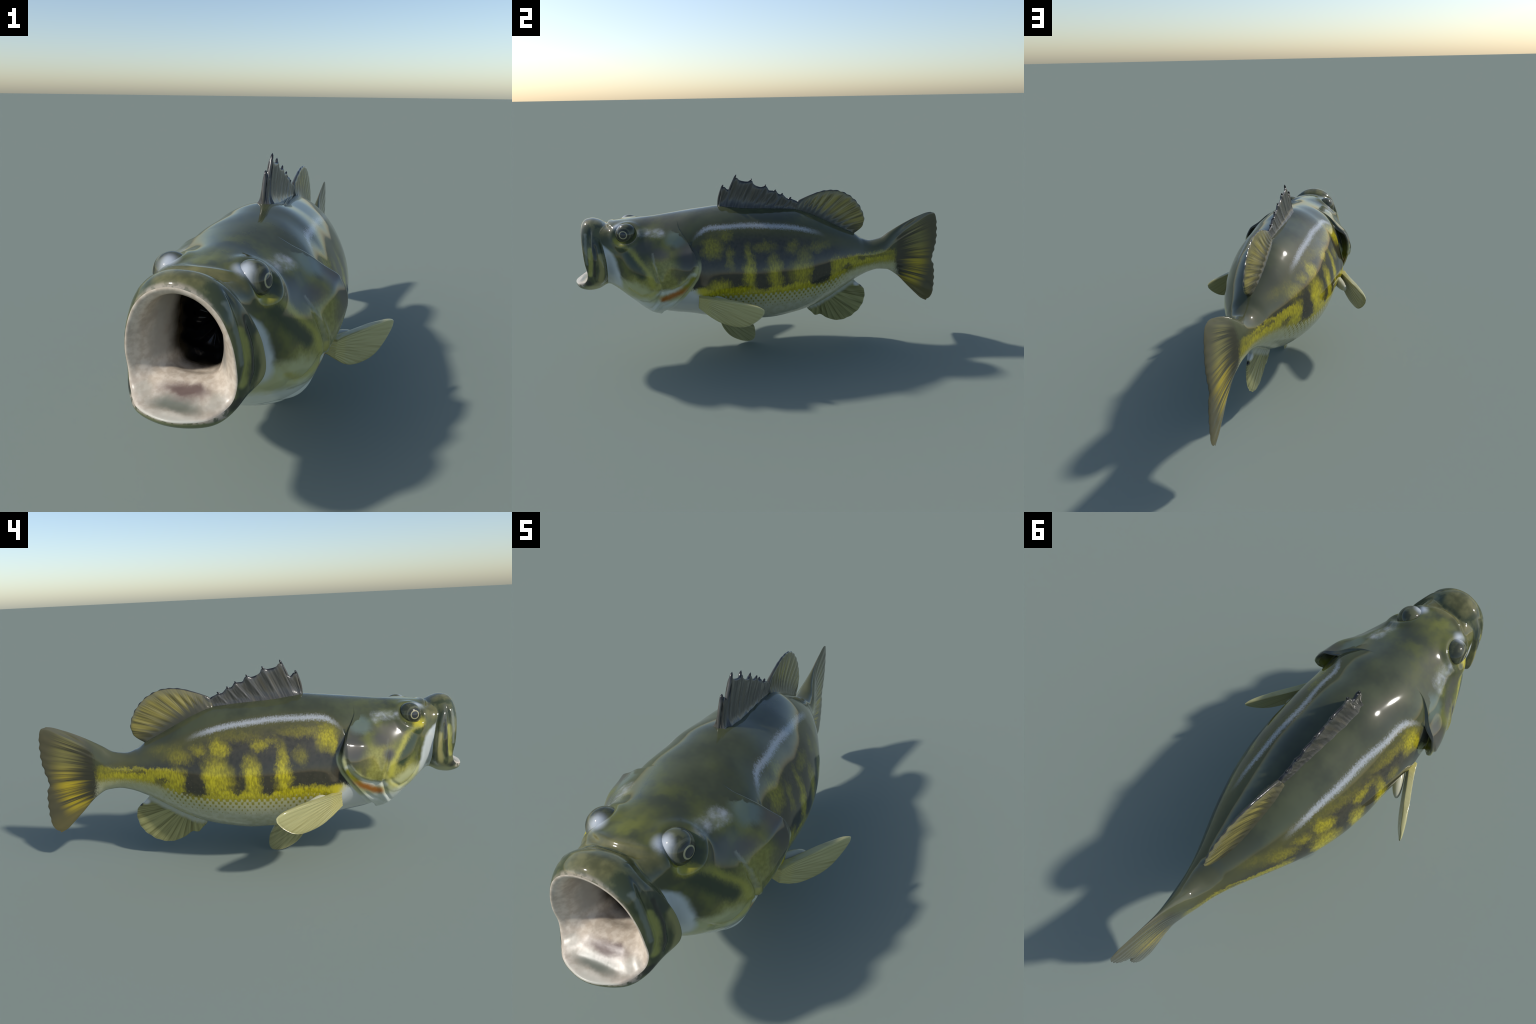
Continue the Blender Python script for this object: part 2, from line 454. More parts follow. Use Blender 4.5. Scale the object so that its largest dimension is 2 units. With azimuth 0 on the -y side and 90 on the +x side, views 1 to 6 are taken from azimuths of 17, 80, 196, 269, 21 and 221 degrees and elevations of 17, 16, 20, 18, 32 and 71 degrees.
# orientation: make faces point outward
def vnormals(Vv, faces):
    n = np.zeros_like(Vv)
    for k in (3, 4):
        F = np.array([f for f in faces if len(f) == k])
        if not len(F): continue
        if k == 4:
            fn = np.cross(Vv[F[:, 2]] - Vv[F[:, 0]], Vv[F[:, 3]] - Vv[F[:, 1]])
        else:
            fn = np.cross(Vv[F[:, 1]] - Vv[F[:, 0]], Vv[F[:, 2]] - Vv[F[:, 0]])
        for j in range(k):
            np.add.at(n, F[:, j], fn)
    return n / (np.linalg.norm(n, axis=1, keepdims=True) + 1e-15)
allf = [f for fs in regs.values() for f in fs]
VN = vnormals(V_, allf)
if VN[idx[R_TORSO + 100, 60], 0] < 0:
    VN = -VN
    regs = {k: [tuple(reversed(f)) for f in fs] for k, fs in regs.items()}

# =====================================================================
#  MATERIALS
# =====================================================================
#MATERIALS_BEGIN
# ---- shared mask builders -------------------------------------------------
def blob(m, y, z, cy, cz, ry, rz, soft=.70):
    a = (y - cy) * (1.0 / ry); b = (z - cz) * (1.0 / rz)
    return m.ss(1.0 + soft, 1.0 - soft, (a * a + b * b).sqrt())

def segline(m, y, z, pts):
    """distance in the side view to a bent line of a few points"""
    best = None
    for (a, b), (c, d) in zip(pts[:-1], pts[1:]):
        vy, vz = c - a, d - b; l2 = vy * vy + vz * vz
        py, pz = y - a, z - b
        t = (py * (vy / l2) + pz * (vz / l2)).clamp()
        ey, ez = py - t * vy, pz - t * vz
        dd = ey * ey + ez * ez
        best = dd if best is None else best.min(dd)
    return best.sqrt()

def streak(m, y, z, pts, w, soft=.5):
    return m.ss(w * (1 + soft), w * (1 - soft), segline(m, y, z, pts))

def union(items):
    r = items[0]
    for i in items[1:]:
        r = r.max(i)
    return r

YELLOW = (.40, .355, .012)
DARK = (.040, .038, .026)

def skin():
    m = NT("bass_skin")
    x, y0, z0 = m.xyz()
    grain = m.noise(150, detail=3, rough=.7, stretch=(1, 1, .5)) - .5
    mid = m.noise(26, detail=2) - .5
    slow = m.noise(7, detail=3, rough=.6)
    y = y0 + mid * .045 + grain * .040 + (m.noise(11, detail=2) - .5) * .05
    z = z0 + (m.noise(33, detail=2, stretch=(1.3, 1.3, 1)) - .5) * .040 + grain * .042
    right = m.ss(-.01, .01, x)                    # 1 on the +x flank
    left = 1 - right
    ax = x.abs()
    # ---------------- back ----------------
    mott = m.ss(.42, .75, m.noise(9.5, detail=4, rough=.6))
    back = m.mix(mott * m.ss(-.28, -.56, y0) * .45, m.mix(m.ss(.35, .65, m.noise(6, detail=4, rough=.6)), (.044, .050, .027), (.066, .074, .036)), (.125, .135, .022))
    crown = blob(m, y0 + mid * .08, ax + mid * .09, -.735, .0, .060, .085, .95)
    back = m.mix(crown * (m.ss(.25, .75, m.noise(13, detail=3)) * .8).clamp(), back, (.20, .205, .03))
    back = m.mix(blob(m, y0, ax, -.758, .100, .022, .022, .8) * .85, back, (.46, .50, .54))  # white highlight before the eye, painted into the skin
    # ---------------- flank ----------------
    bars_left = [blob(m, y, z, -.130, .488, .027, .100), blob(m, y, z, .004, .470, .034, .080), blob(m, y, z, .163, .470, .062, .080),
                 blob(m, y, z, .335, .445, .050, .058), blob(m, y, z, -.323, .636, .042, .047) * .85, blob(m, y, z, -.350, .604, .020, .035) * .8,
                 blob(m, y, z, -.030, .617, .036, .022) * .6, blob(m, y, z, .147, .604, .038, .036) * .75, blob(m, y, z, .232, .590, .030, .022) * .45,
                 blob(m, y, z, -.210, .566, .026, .032) * .32, blob(m, y, z, .335, .566, .062, .032) * .45, blob(m, y, z, .440, .590, .05, .022) * .35,
                 blob(m, y, z, -.235, .662, .10, .018) * .32, blob(m, y, z, -.088, .632, .03, .015) * .35, blob(m, y, z, .05, .650, .10, .018) * .2]
    bars_right = [blob(m, y, z, -.124, .490, .026, .085), blob(m, y, z, .004, .478, .034, .075) * .9, blob(m, y, z, .150, .466, .058, .060) * .85,
                  blob(m, y, z, .345, .445, .040, .060), blob(m, y, z, -.302, .628, .046, .046) * .6, blob(m, y, z, -.232, .676, .030, .026) * .5,
                  blob(m, y, z, -.217, .574, .020, .050) * .4, blob(m, y, z, -.130, .572, .018, .050) * .5, blob(m, y, z, -.040, .612, .050, .022) * .35,
                  blob(m, y, z, .004, .552, .018, .034) * .4, blob(m, y, z, .110, .600, .035, .030) * .35, blob(m, y, z, .170, .540, .035, .050) * .4,
                  blob(m, y, z, .250, .585, .06, .02) * .35, blob(m, y, z, -.275, .430, .05, .035)]
    ped = m.ss(.26, .36, y) * m.ss(.008, -.008, z - m.curve(y0, [(-1, .51), (.3, .512), (.5, .503), (.62, .502), (.74, .505), (1, .505)])) * m.ss(.755, .715, y)
    pedline = streak(m, y, z, [(.50, .486), (.60, .478), (.715, .470)], .009, .8)
    low = m.curve(y0, [(-1, .43), (-.40, .430), (-.25, .433), (-.16, .43), (-.09, .418), (-.055, .402), (.0, .425), (.04, .42), (.075, .412), (.12, .43), (.18, .425), (.25, .394), (.29, .415), (.4, .45), (.6, .48), (1, .48)])
    lowband = m.ss(.014, -.014, z - low)
    yel = union([lowband, ped * (1 - pedline * .75) * .85] + [b * left for b in bars_left] + [b * right * .85 for b in bars_right])
    spots = union([blob(m, y, z, .262, .444, .048, .052), streak(m, y, z, [(.275, .42), (.31, .385), (.328, .365)], .013), blob(m, y, z, .436, .430, .022, .026) * .9,
                   blob(m, y, z, .414, .455, .030, .010) * .7, streak(m, y, z, [(.436, .43), (.425, .40)], .008)])
    yel = (yel - spots * .95).clamp()
    flank = m.mix(m.ss(.30, .62, m.noise(60, detail=3)), DARK, (.055, .050, .034))
    flank = m.mix(m.ss(.60, .52, z0) * .5, flank, (.030, .028, .018))
    yv = m.mix(m.ss(.3, .7, m.noise(120, detail=2, stretch=(1, 1, .4))), (.27, .232, .012), (.48, .412, .018))
    flank = m.mix(yel, flank, yv)
    # ---------------- belly and its scale net ----------------
    u = y0 * (1 / .0255) + z0 * (1 / .036); v = y0 * (1 / .0255) - z0 * (1 / .036)
    tp = 2 * math.pi
    wob = mid * 3.0 + grain * 1.2
    dots = (u * tp + wob).sin() * .5 + (v * tp + wob).sin() * .5
    zb = m.curve(y0, [(-1, .35), (-.45, .375), (-.30, .376), (-.1, .373), (.05, .369), (.2, .370), (.30, .380), (.40, .408), (.5, .432), (.62, .436), (.74, .43), (1, .43)])
    hgt = z0 - zb + grain * .018
    soft_tail = m.ss(.34, .46, y0)
    thr = m.curve(hgt, [(-.5, 1.4), (-.09, 1.25), (-.055, .80), (-.02, .42), (.008, -.15), (.032, -1.2), (.5, -1.4)], -.5, .5)
    net = m.ss(thr - .45, thr + .45, dots + grain * .7)
    plain = m.ss(-.022, .018, hgt + grain * .03)
    upper = net * (1 - soft_tail) + plain * soft_tail
    pale = m.mix(m.ss(.35, .65, m.noise(40, detail=3)), (.39, .385, .255), (.45, .445, .32))
    pale = m.mix(m.ss(-.085, .0, hgt) * .65, pale, (.42, .395, .17))
    dotcol = m.mix(m.ss(-.02, .04, hgt), (.235, .205, .028), flank)
    flank = m.mix(upper, pale, dotcol)
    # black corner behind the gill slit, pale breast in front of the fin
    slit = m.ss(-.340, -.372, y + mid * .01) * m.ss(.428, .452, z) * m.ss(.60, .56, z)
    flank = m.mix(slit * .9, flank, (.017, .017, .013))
    breast = m.ss(-.352, -.388, y0 + mid * .015 + (z0 - .40) * .25) * m.ss(.445, .415, z)
    flank = m.mix(breast, flank, (.46, .48, .46))
    flank = m.mix(blob(m, y0 + mid * .02, z0 + mid * .02, -.362, .418, .030, .020, .6) * .85, flank, (.44, .37, .02))
    # ---------------- specular highlight painted as a pale stripe, upper flank ----------------
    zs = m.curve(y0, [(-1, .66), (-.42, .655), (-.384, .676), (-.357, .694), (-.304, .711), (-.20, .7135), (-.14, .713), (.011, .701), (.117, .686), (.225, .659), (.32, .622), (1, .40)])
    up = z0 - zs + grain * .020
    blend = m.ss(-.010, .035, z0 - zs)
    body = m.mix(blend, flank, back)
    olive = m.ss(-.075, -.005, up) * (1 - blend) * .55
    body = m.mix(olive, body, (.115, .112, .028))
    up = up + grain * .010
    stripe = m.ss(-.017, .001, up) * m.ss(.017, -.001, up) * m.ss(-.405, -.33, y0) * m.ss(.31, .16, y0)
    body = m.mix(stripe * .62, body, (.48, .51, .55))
    wrist = m.ss(.32, .55, y0) * m.ss(.505, .535, z0 + grain * .03)
    body = m.mix(wrist * .75, body, m.mix(slow, (.058, .062, .036), (.095, .098, .048)))
    # ---------------- tail fin ----------------
    ty, tz = y0 - .50, z0 - .462
    ang = m.math("ARCTAN2", tz, ty)
    rad = (ty * ty + tz * tz).sqrt()
    rv = m.vec(ang * 34.0, rad * 1.3, 3.0)
    rn = m.noise(1.0, rv, detail=2)
    fine = m.noise(3.4, rv, detail=2)
    rays = (m.ss(.36, .60, rn) * .9 + m.ss(.45, .66, fine) * .4).clamp()
    fan = m.ss(.285, .40, rad + (rn - .5) * .16) * m.ss(.48, .39, rad + (fine - .5) * .04 - ang.abs() * .02)
    gold = m.mix(m.ss(.22, -.20, ang), (.19, .17, .055), (.42, .315, .018))
    tail = m.mix(m.ss(.37, .47, rad + (fine - .5) * .08), (.044, .041, .025), (.082, .073, .040))
    tail = m.mix(rays * fan * m.ss(.58, .44, ang.abs()), tail, gold)
    tail = m.mix(m.ss(.36, .50, ang) * m.ss(.20, .34, rad) * .7, tail, (.110, .105, .064))
    tail = m.mix(m.ss(-.38, -.52, ang) * m.ss(.30, .40, rad) * .8, tail, (.125, .105, .040))
    ontail = m.ss(.715, .755, y0 + grain * .05 + mid * .02 - (z0 - .47) * (z0 - .47) * 1.5)
    body = m.mix(ontail, body, tail)
    # ---------------- head ----------------
    hy = y0 + mid * .014 + grain * .012; hz = z0 + (m.noise(30, detail=2) - .5) * .014 + grain * .014
    hd = m.mix(m.ss(.42, .66, m.noise(13, detail=3)), (.060, .066, .028), (.110, .118, .030))
    # yellowish cheek and gill plate with darker islands
    ycheek = union([blob(m, hy, hz, -.545, .535, .085, .065, .5) * .9, blob(m, hy, hz, -.50, .480, .07, .05, .5) * .8, blob(m, hy, hz, -.63, .47, .09, .06, .5)])
    hd = m.mix(ycheek * .9, hd, m.mix(m.ss(.2, .8, m.noise(70, detail=3)), (.20, .185, .035), (.31, .295, .07)))
    hd = m.mix(streak(m, hy, hz, [(-.765, .668), (-.735, .643), (-.688, .621), (-.659, .579), (-.629, .540), (-.604, .500), (-.598, .460)], .0130, .95) * (left * .25 + .65), hd, (.36, .335, .050))
    hd = m.mix(blob(m, hy, hz, -.750, .655, .026, .014, .7) * (left * .5 + .3), hd, (.48, .41, .02))
    dk = union([blob(m, hy, hz, -.591, .551, .026, .025) * left, blob(m, hy, hz, -.425, .592, .050, .072) , blob(m, hy, hz, -.470, .535, .035, .035) * .6, blob(m, hy, hz, -.565, .612, .045, .026) * .9,
                blob(m, hy, hz, -.63, .64, .06, .028) * .7, blob(m, hy, hz, -.470, .50, .012, .04) * .6])
    hd = m.mix(dk, hd, (.066, .064, .052))
    hd = m.mix(streak(m, hy, hz, [(-.735, .622), (-.70, .575), (-.650, .512)], .022, .75), hd, (.032, .046, .022))
    hd = m.mix(streak(m, hy, hz, [(-.592, .61), (-.578, .54), (-.567, .47)], .0050, 1.0) * (right * .30 + .08), hd, (.30, .32, .25))
    # pale lower head
    lowline = m.curve(y0, [(-1, .43), (-.84, .44), (-.78, .47), (-.72, .478), (-.66, .462), (-.60, .437), (-.56, .43), (-.50, .45), (-.44, .49), (-.40, .53), (-.37, .56), (1, .56)])
    lowh = m.ss(.026, -.022, hz + mid * .03 - lowline)
    cream = m.mix(m.ss(.40, .35, z0 + mid * .03), (.40, .40, .20), (.52, .55, .50))
    hd = m.mix(lowh, hd, cream)
    hd = m.mix(streak(m, hy, hz, [(-.402, .515), (-.425, .485), (-.455, .456), (-.50, .434), (-.57, .424)], .014, .8) * .85, hd, (.55, .57, .50))
    hd = m.mix(streak(m, hy, hz, [(-.43, .50), (-.46, .474), (-.51, .452)], .005, .9) * .6, hd, (.34, .32, .09))
    hd = m.mix(streak(m, hy, hz, [(-.566, .47), (-.582, .432), (-.615, .41), (-.66, .405), (-.71, .435)], .0085, .9) * .75, hd, (.38, .355, .10))
    hd = m.mix(streak(m, hy, hz, [(-.555, .45), (-.575, .405), (-.62, .375), (-.67, .37)], .004, .9) * .5, hd, (.24, .25, .17))
    org = streak(m, hy, hz, [(-.402, .500), (-.432, .462), (-.470, .428), (-.520, .402), (-.555, .388)], .0150, .85)
    hd = m.mix(org, hd, m.mix(m.ss(.47, .42, z0), (.20, .19, .012), (.33, .115, .014)))
    # white skin pocket behind the jaw plate
    rear = m.curve(z0, [(0, -.757), (.45, -.752), (.50, -.757), (.55, -.766), (.60, -.785), (.64, -.822), (.67, -.85), (1, -.9)], 0, 1)
    pocket = m.ss(.012, -.012, y0 + mid * .016 - rear) * m.ss(.41, .45, z0 + mid * .03)
    hd = m.mix(pocket * .92, hd, m.mix(m.noise(30, detail=3, stretch=(1, 1, .3)), (.44, .47, .46), (.62, .65, .63)))
    # sheen on brow shelf and gill top, tinted into the skin colour
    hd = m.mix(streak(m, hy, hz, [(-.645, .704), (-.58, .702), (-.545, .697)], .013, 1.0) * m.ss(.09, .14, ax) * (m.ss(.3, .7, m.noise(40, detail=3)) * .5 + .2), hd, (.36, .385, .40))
    hd = m.mix(blob(m, hy, hz, -.475, .676, .05, .030, .5) * .7, hd, (.115, .155, .135))
    topmix = m.ss(.70, .735, hz + m.ss(-.60, -.76, y0) * .0)
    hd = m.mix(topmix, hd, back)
    # snout
    hd = m.mix(m.ss(-.775, -.80, hy) * m.ss(.66, .70, z0), hd, m.mix(m.ss(.3, .75, m.noise(22, detail=3)), (.085, .085, .034), (.16, .15, .058)))
    edge = m.curve(z0, [(0, -.585), (.234, -.57), (.27, -.545), (.31, -.512), (.36, -.472), (.41, -.433), (.46, -.396), (.50, -.372), (.55, -.360), (.60, -.37), (.64, -.40), (.67, -.43), (.72, -.50), (.76, -.55), (1, -.6)], 0, 1)
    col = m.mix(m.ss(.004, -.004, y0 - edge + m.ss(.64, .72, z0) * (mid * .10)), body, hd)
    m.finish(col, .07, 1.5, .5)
    return m.mat

def gill_inner():
    m = NT("gill_lining")
    n = m.noise(20, detail=3)
    x, y, z = m.xyz()
    c = m.mix(m.ss(.60, .50, z + (n - .5) * .06), (.050, .056, .030), m.mix(m.ss(.48, .43, z), (.19, .19, .02), (.36, .17, .08)))
    return m.finish(c, .2)

def jaw_skin():
    m = NT("jaw_skin")
    x, y, z = m.xyz()
    ax = x.abs()
    n = m.noise(24, detail=3) - .5; g = m.noise(80, detail=3, stretch=(1, 1, .3)) - .5
    yy = y + n * .010 + g * .010; zz = z + n * .012
    col = m.mix(m.ss(.42, .62, m.noise(30, detail=3, stretch=(1, 1, .35))), (.052, .062, .028), (.115, .118, .050))
    # olive-yellow crown of the snout
    col = m.mix(m.ss(.075, .05, ax + n * .03) * m.ss(.725, .745, z), col, m.mix(m.ss(.3, .7, m.noise(26, detail=3)), (.085, .084, .032), (.165, .155, .062)))
    # dark slate shoulder at the top of the jaw plate
    col = m.mix(streak(m, yy, zz, [(-.885, .715), (-.868, .66), (-.862, .62)], .013, .7) * m.ss(.06, .09, ax) * .5, col, (.040, .050, .050))
    # yellow rear rim and slim inner plate
    col = m.mix(streak(m, yy, zz, [(-.842, .60), (-.838, .53), (-.855, .46), (-.90, .425)], .013, .6) * .85, col, (.26, .235, .085))
    col = m.mix(streak(m, yy, zz, [(-.893, .63), (-.893, .56), (-.903, .505)], .010, .6) * .9, col, (.31, .30, .075))
    col = m.mix(streak(m, yy, zz, [(-.874, .66), (-.872, .58), (-.882, .50)], .0055, .7) * .9, col, (.030, .030, .022))
    col = m.mix(streak(m, yy, zz, [(-.911, .70), (-.914, .63), (-.912, .56)], .006, .7) * .6, col, (.20, .22, .18))
    # pale lip and chin
    col = m.mix(m.ss(-.932, -.946, y + n * .012) * m.ss(.50, .53, z) * .9, col, (.42, .37, .27))
    chin = m.ss(.452, .428, zz)
    col = m.mix(chin, col, m.mix(m.ss(-.96, -.90, yy), (.13, .145, .06), (.36, .345, .16)))
    col = m.mix(m.ss(.412, .400, z + n * .02) * m.ss(-.97, -.93, y), col, (.50, .50, .40))
    lip = m.ss(.428, .438, z - (y + .95) * .02) * m.ss(-.93, -.945, y)
    col = m.mix(lip * .8, col, m.mix(m.ss(.45, .6, m.noise(60)), (.40, .34, .28), (.10, .10, .075)))
    col = m.mix(blob(m, yy, zz, -.921, .458, .020, .014, .5) * .85, col, (.022, .022, .020))
    m.finish(col, .07, 1.5, .5)
    return m.mat

def mouth():
    m = NT("mouth_lining")
    x, y, z = m.xyz()
    n = m.noise(16, detail=4, rough=.6) - .5; g = m.noise(60, detail=3)
    c = m.mix(m.ss(.35, .65, g), (.50, .42, .33), (.62, .54, .44))
    c = m.mix(m.ss(-.895, -.86, y + n * .03) * m.ss(.50, .53, z) * .85, c, (.33, .31, .27))
    c = m.mix(m.ss(.55, .68, m.noise(14, detail=3)) * .45, c, (.30, .25, .20))
    hol = blob(m, y + n * .03, x.abs() + n * .03, -.955, .0, .021, .072, .7)
    c = m.mix(hol * m.ss(.485, .475, z) * .95, c, (.125, .135, .105))  # hollow coloured darker to show shading behind the lip
    pat = blob(m, y + n * .05, x + n * .06, -.920, .010, .019, .056, .6)
    c = m.mix(pat * m.ss(.505, .49, z) * .95, c, (.115, .075, .065))
    c = m.mix(blob(m, y + n * .04, x.abs() + n * .04, -.93, .095, .02, .022, .6) * m.ss(.49, .47, z) * .6, c, (.28, .27, .22))
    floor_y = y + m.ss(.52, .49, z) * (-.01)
    c = m.mix(m.ss(-.835, -.785, floor_y + n * .035), c, (.035, .026, .014))  # baked throat shade: lining darkens to near black with depth
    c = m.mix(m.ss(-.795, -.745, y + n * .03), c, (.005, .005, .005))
    c = m.mix(m.ss(.445, .436, z + n * .01) * m.ss(-.968, -.978, y), c, (.50, .48, .40))
    m.bump(m.noise(34, detail=2), .10, .005)
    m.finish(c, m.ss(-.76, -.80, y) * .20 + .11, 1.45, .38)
    return m.mat

def fin_mat(name, apex, n_rays, dark, mid_c, light, base_fn=None, rim=None, rough=.1, fade=None, mixr=(.38, .62)):
    """fin web coloured by rays that fan out from a point in the side view"""
    m = NT(name)
    x, y, z = m.xyz()
    ty, tz = y - apex[0], z - apex[1]
    ang = m.math("ARCTAN2", tz, ty); rad = (ty * ty + tz * tz).sqrt()
    v = m.vec(ang * n_rays, rad * 2.0, x * 0.0 + 1.7)
    a = m.noise(1.0, v, detail=2); b = m.noise(3.1, v, detail=2)
    r = (m.ss(mixr[0], mixr[1], a) * .7 + m.ss(.38, .62, b) * .4).clamp()
    c = m.mix(r, dark, light)
    c = m.mix(m.ss(.45, .6, b) * .35, c, mid_c)
    if base_fn: c = base_fn(m, c, y, z, ang, rad, a, b)
    m.bump(b, .15, .004)
    m.finish(c, rough, 1.5, .5)
    return m.mat

def soft_base(m, c, y, z, ang, rad, a, b):
    zt = m.curve(y, [(-1, .8), (.06, .765), (.187, .751), (.26, .727), (.334, .692), (.428, .642), (.50, .601), (.6, .55), (1, .5)])
    h = z - zt + (a - .5) * .06
    c = m.mix(m.ss(.085, .005, h), c, (.055, .052, .030))
    top = m.curve(y, [(-1, .79), (.168, .775), (.214, .811), (.257, .827), (.342, .8465), (.379, .8465), (.45, .824), (.501, .786), (.538, .735), (.556, .69), (.57, .60), (1, .5)])
    d = top - z
    c = m.mix(m.ss(.045, .012, d + (b - .5) * .03) * .75, c, (.155, .14, .070))
    c = m.mix(m.ss(.007, .002, d), c, (.030, .032, .030))
    return m.mix(m.ss(.27, .20, y + (a - .5) * .04) * .6, c, (.075, .070, .045))

def anal_base(m, c, y, z, ang, rad, a, b):
    zb = m.curve(y, [(-1, .16), (.234, .189), (.33, .227), (.43, .286), (.516, .336), (.6, .37), (1, .38)])
    h = zb - z
    c = m.mix(m.ss(.030, .004, h + (a - .5) * .02), c, (.40, .41, .33))
    c = m.mix(blob(m, y, z, .523, .306, .020, .014, .5), c, (.48, .50, .50))
    return m.mix(blob(m, y, z, .550, .290, .010, .008, .5), c, (.012, .012, .012))

def pect_base(m, c, y, z, ang, rad, a, b):
    c = m.mix(m.ss(.30, .37, z + (y + .2) * .3) * .5, c, (.44, .42, .20))
    root = m.ss(-.315, -.345, y + (a - .5) * .02)
    return m.mix(root * .8, c, (.40, .36, .13))

def spiny():
    m = NT("spiny_membrane")
    x, y, z = m.xyz()
    v = m.vec(y * 90 - z * 42, z * 9, x * 0.0)
    a = m.noise(1.0, v, detail=3); b = m.noise(.4, v, detail=2)
    c = m.mix(m.ss(.38, .64, a), (.045, .045, .040), (.080, .078, .068))
    c = m.mix(m.ss(.5, .66, b) * .5, c, (.105, .092, .062))
    top = m.curve(y, [(-1, .80), (-.249, .80), (-.217, .89), (-.195, .874), (-.147, .945), (-.124, .917), (-.089, .911), (-.065, .92), (-.039, .885), (-.016, .879), (.010, .886), (.027, .859), (.062, .858), (.081, .836), (.101, .838), (.125, .811), (.146, .812), (.178, .79), (1, .7)])
    c = m.mix(m.ss(.010, .002, top - z), c, (.014, .014, .014))
    m.bump(a, .10, .004)
    m.finish(c, .24, 1.5, .5)
    return m.mat

def spine_horn():
    m = NT("spine_horn")
    x, y, z = m.xyz()
    top = m.curve(y, [(-1, .90), (-.217, .900), (-.147, .950), (-.065, .925), (.010, .891), (.063, .862), (.101, .841), (.146, .818), (1, .8)])
    c = m.mix(m.ss(.030, .008, top - z), (.070, .068, .060), (.012, .012, .012))
    m.finish(c, .2)
    return m.mat

def eye_mat():
    m = NT("eye_glass")
    x, y, z = m.xyz()
    n = m.noise(30, detail=3) - .5
    dy, dz = y + .728, z - .698
    d = (dy * dy + dz * dz * 1.05).sqrt()
    face = m.ss(.120, .130, x.abs())
    c = m.mix(m.ss(.42, .62, m.noise(34, detail=3)), (.042, .046, .026), (.090, .094, .045))
    ring = m.ss(.0035, .0015, (d - .034 + n * .004).abs()) * .5
    c = m.mix(ring * face, c, (.13, .13, .085))
    c = m.mix(m.ss(.031, .027, d) * face, c, (.030, .032, .022))
    c = m.mix(m.ss(.0205, .0195, d) * face, c, (.36, .33, .19))
    c = m.mix(m.ss(.0162, .0150, d) * face, c, (.034, .038, .042))
    pale = blob(m, y + n * .01, x.abs() + n * .01, -.758, .100, .022, .022, .8)  # eye mound highlight carried onto the ball as colour
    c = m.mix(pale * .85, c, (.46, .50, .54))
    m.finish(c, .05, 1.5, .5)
    return m.mat

def lobe():
    m = NT("lobe_skin")
    c = m.mix(m.noise(18, detail=3), (.42, .40, .22), (.50, .50, .42))
    return m.finish(c, .12)

M_SKIN = skin()
M_JAW = jaw_skin()
M_GILL = gill_inner()
M_MOUTH = mouth()
M_FIN = fin_mat("soft_dorsal_web", (.19, .61), 24, (.085, .075, .030), (.20, .175, .06), (.30, .25, .065), soft_base)
M_VENT = fin_mat("ventral_web", (.30, .30), 15, (.125, .120, .042), (.22, .21, .085), (.33, .32, .135), anal_base)
M_PELV = fin_mat("pelvic_web", (-.30, .20), 22, (.20, .19, .085), (.28, .27, .13), (.34, .33, .16))
M_PECT = fin_mat("pectoral_web", (-.50, .44), 42, (.29, .265, .105), (.36, .335, .145), (.42, .39, .18), pect_base)
M_SPINY = spiny()
M_SPINE = spine_horn()
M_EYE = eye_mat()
M_LOBE = lobe()
#MATERIALS_END

for name, fs in regs.items():
    used = np.unique(np.array([i for f in fs for i in f]))
    remap = {int(u): k for k, u in enumerate(used)}
    add_mesh(name, V_[used], [[remap[int(i)] for i in f] for f in fs],
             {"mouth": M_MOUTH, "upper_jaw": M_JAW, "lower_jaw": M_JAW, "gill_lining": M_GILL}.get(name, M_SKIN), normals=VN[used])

# =====================================================================
#  FINS
# =====================================================================
def polyline(pts, u):
    """smooth resample of an open outline by arc length"""
    p = np.array(pts, float)
    s = np.r_[0, np.cumsum(np.linalg.norm(np.diff(p, axis=0), axis=1))]; s /= s[-1]
    return np.stack([pchip(s, p[:, k], u) for k in range(p.shape[1])], -1)

def lerp_line(pts, keys, u):
    p = np.array(pts, float)
    return np.stack([np.interp(u, keys, p[:, k]) for k in range(p.shape[1])], -1)

def fin_mesh(name, base, outer, half, mat, frame=None, bend=None, nv=40, parent=ROOT):
    """base, outer: (n,2) curves in the fin plane; half(u,v): half thickness.
       frame maps (a, b, offset) to xyz; each ray is a loop up one side, round the margin, down the other."""
    n = len(base); vs = np.linspace(0, 1, nv) ** .85
    u = np.linspace(0, 1, n)
    U, Vv = np.meshgrid(u, vs, indexing="ij")
    P = base[:, None] + (outer - base)[:, None] * Vv[..., None]
    h = half(U, Vv, P)
    b = bend(U, Vv, P) if bend else 0 * h
    if frame is None:
        frame = lambda a, c, o: np.stack([o, a, c], -1)
    A = frame(P[..., 0], P[..., 1], b + h); B = frame(P[..., 0], P[..., 1], b - h)
    ring = np.concatenate([A, B[:, ::-1]], 1)
    m = ring.shape[1]
    verts = ring.reshape(-1, 3); ii = np.arange(n * m).reshape(n, m)
    faces = [(ii[i, j], ii[i + 1, j], ii[i + 1, j + 1], ii[i, j + 1]) for i in range(n - 1) for j in range(m - 1)]
    faces += [tuple(ii[0, ::1]), tuple(ii[-1, ::-1])]
    nn = vnormals(verts, [f for f in faces if len(f) == 4])
    # outward test: side A should look to +offset
    ia = ii[n // 2, nv // 2]; ib = ii[n // 2, m - 1 - nv // 2]
    if np.dot(nn[ia], verts[ia] - verts[ib]) < 0:
        faces = [tuple(reversed(f)) for f in faces]
    return add_mesh(name, verts, faces, mat, parent)

def margin(v, k=10.0):
    """full thickness until close to the margin, then a rounded rim"""
    return np.sqrt(np.clip(1 - v ** k, 0, 1))

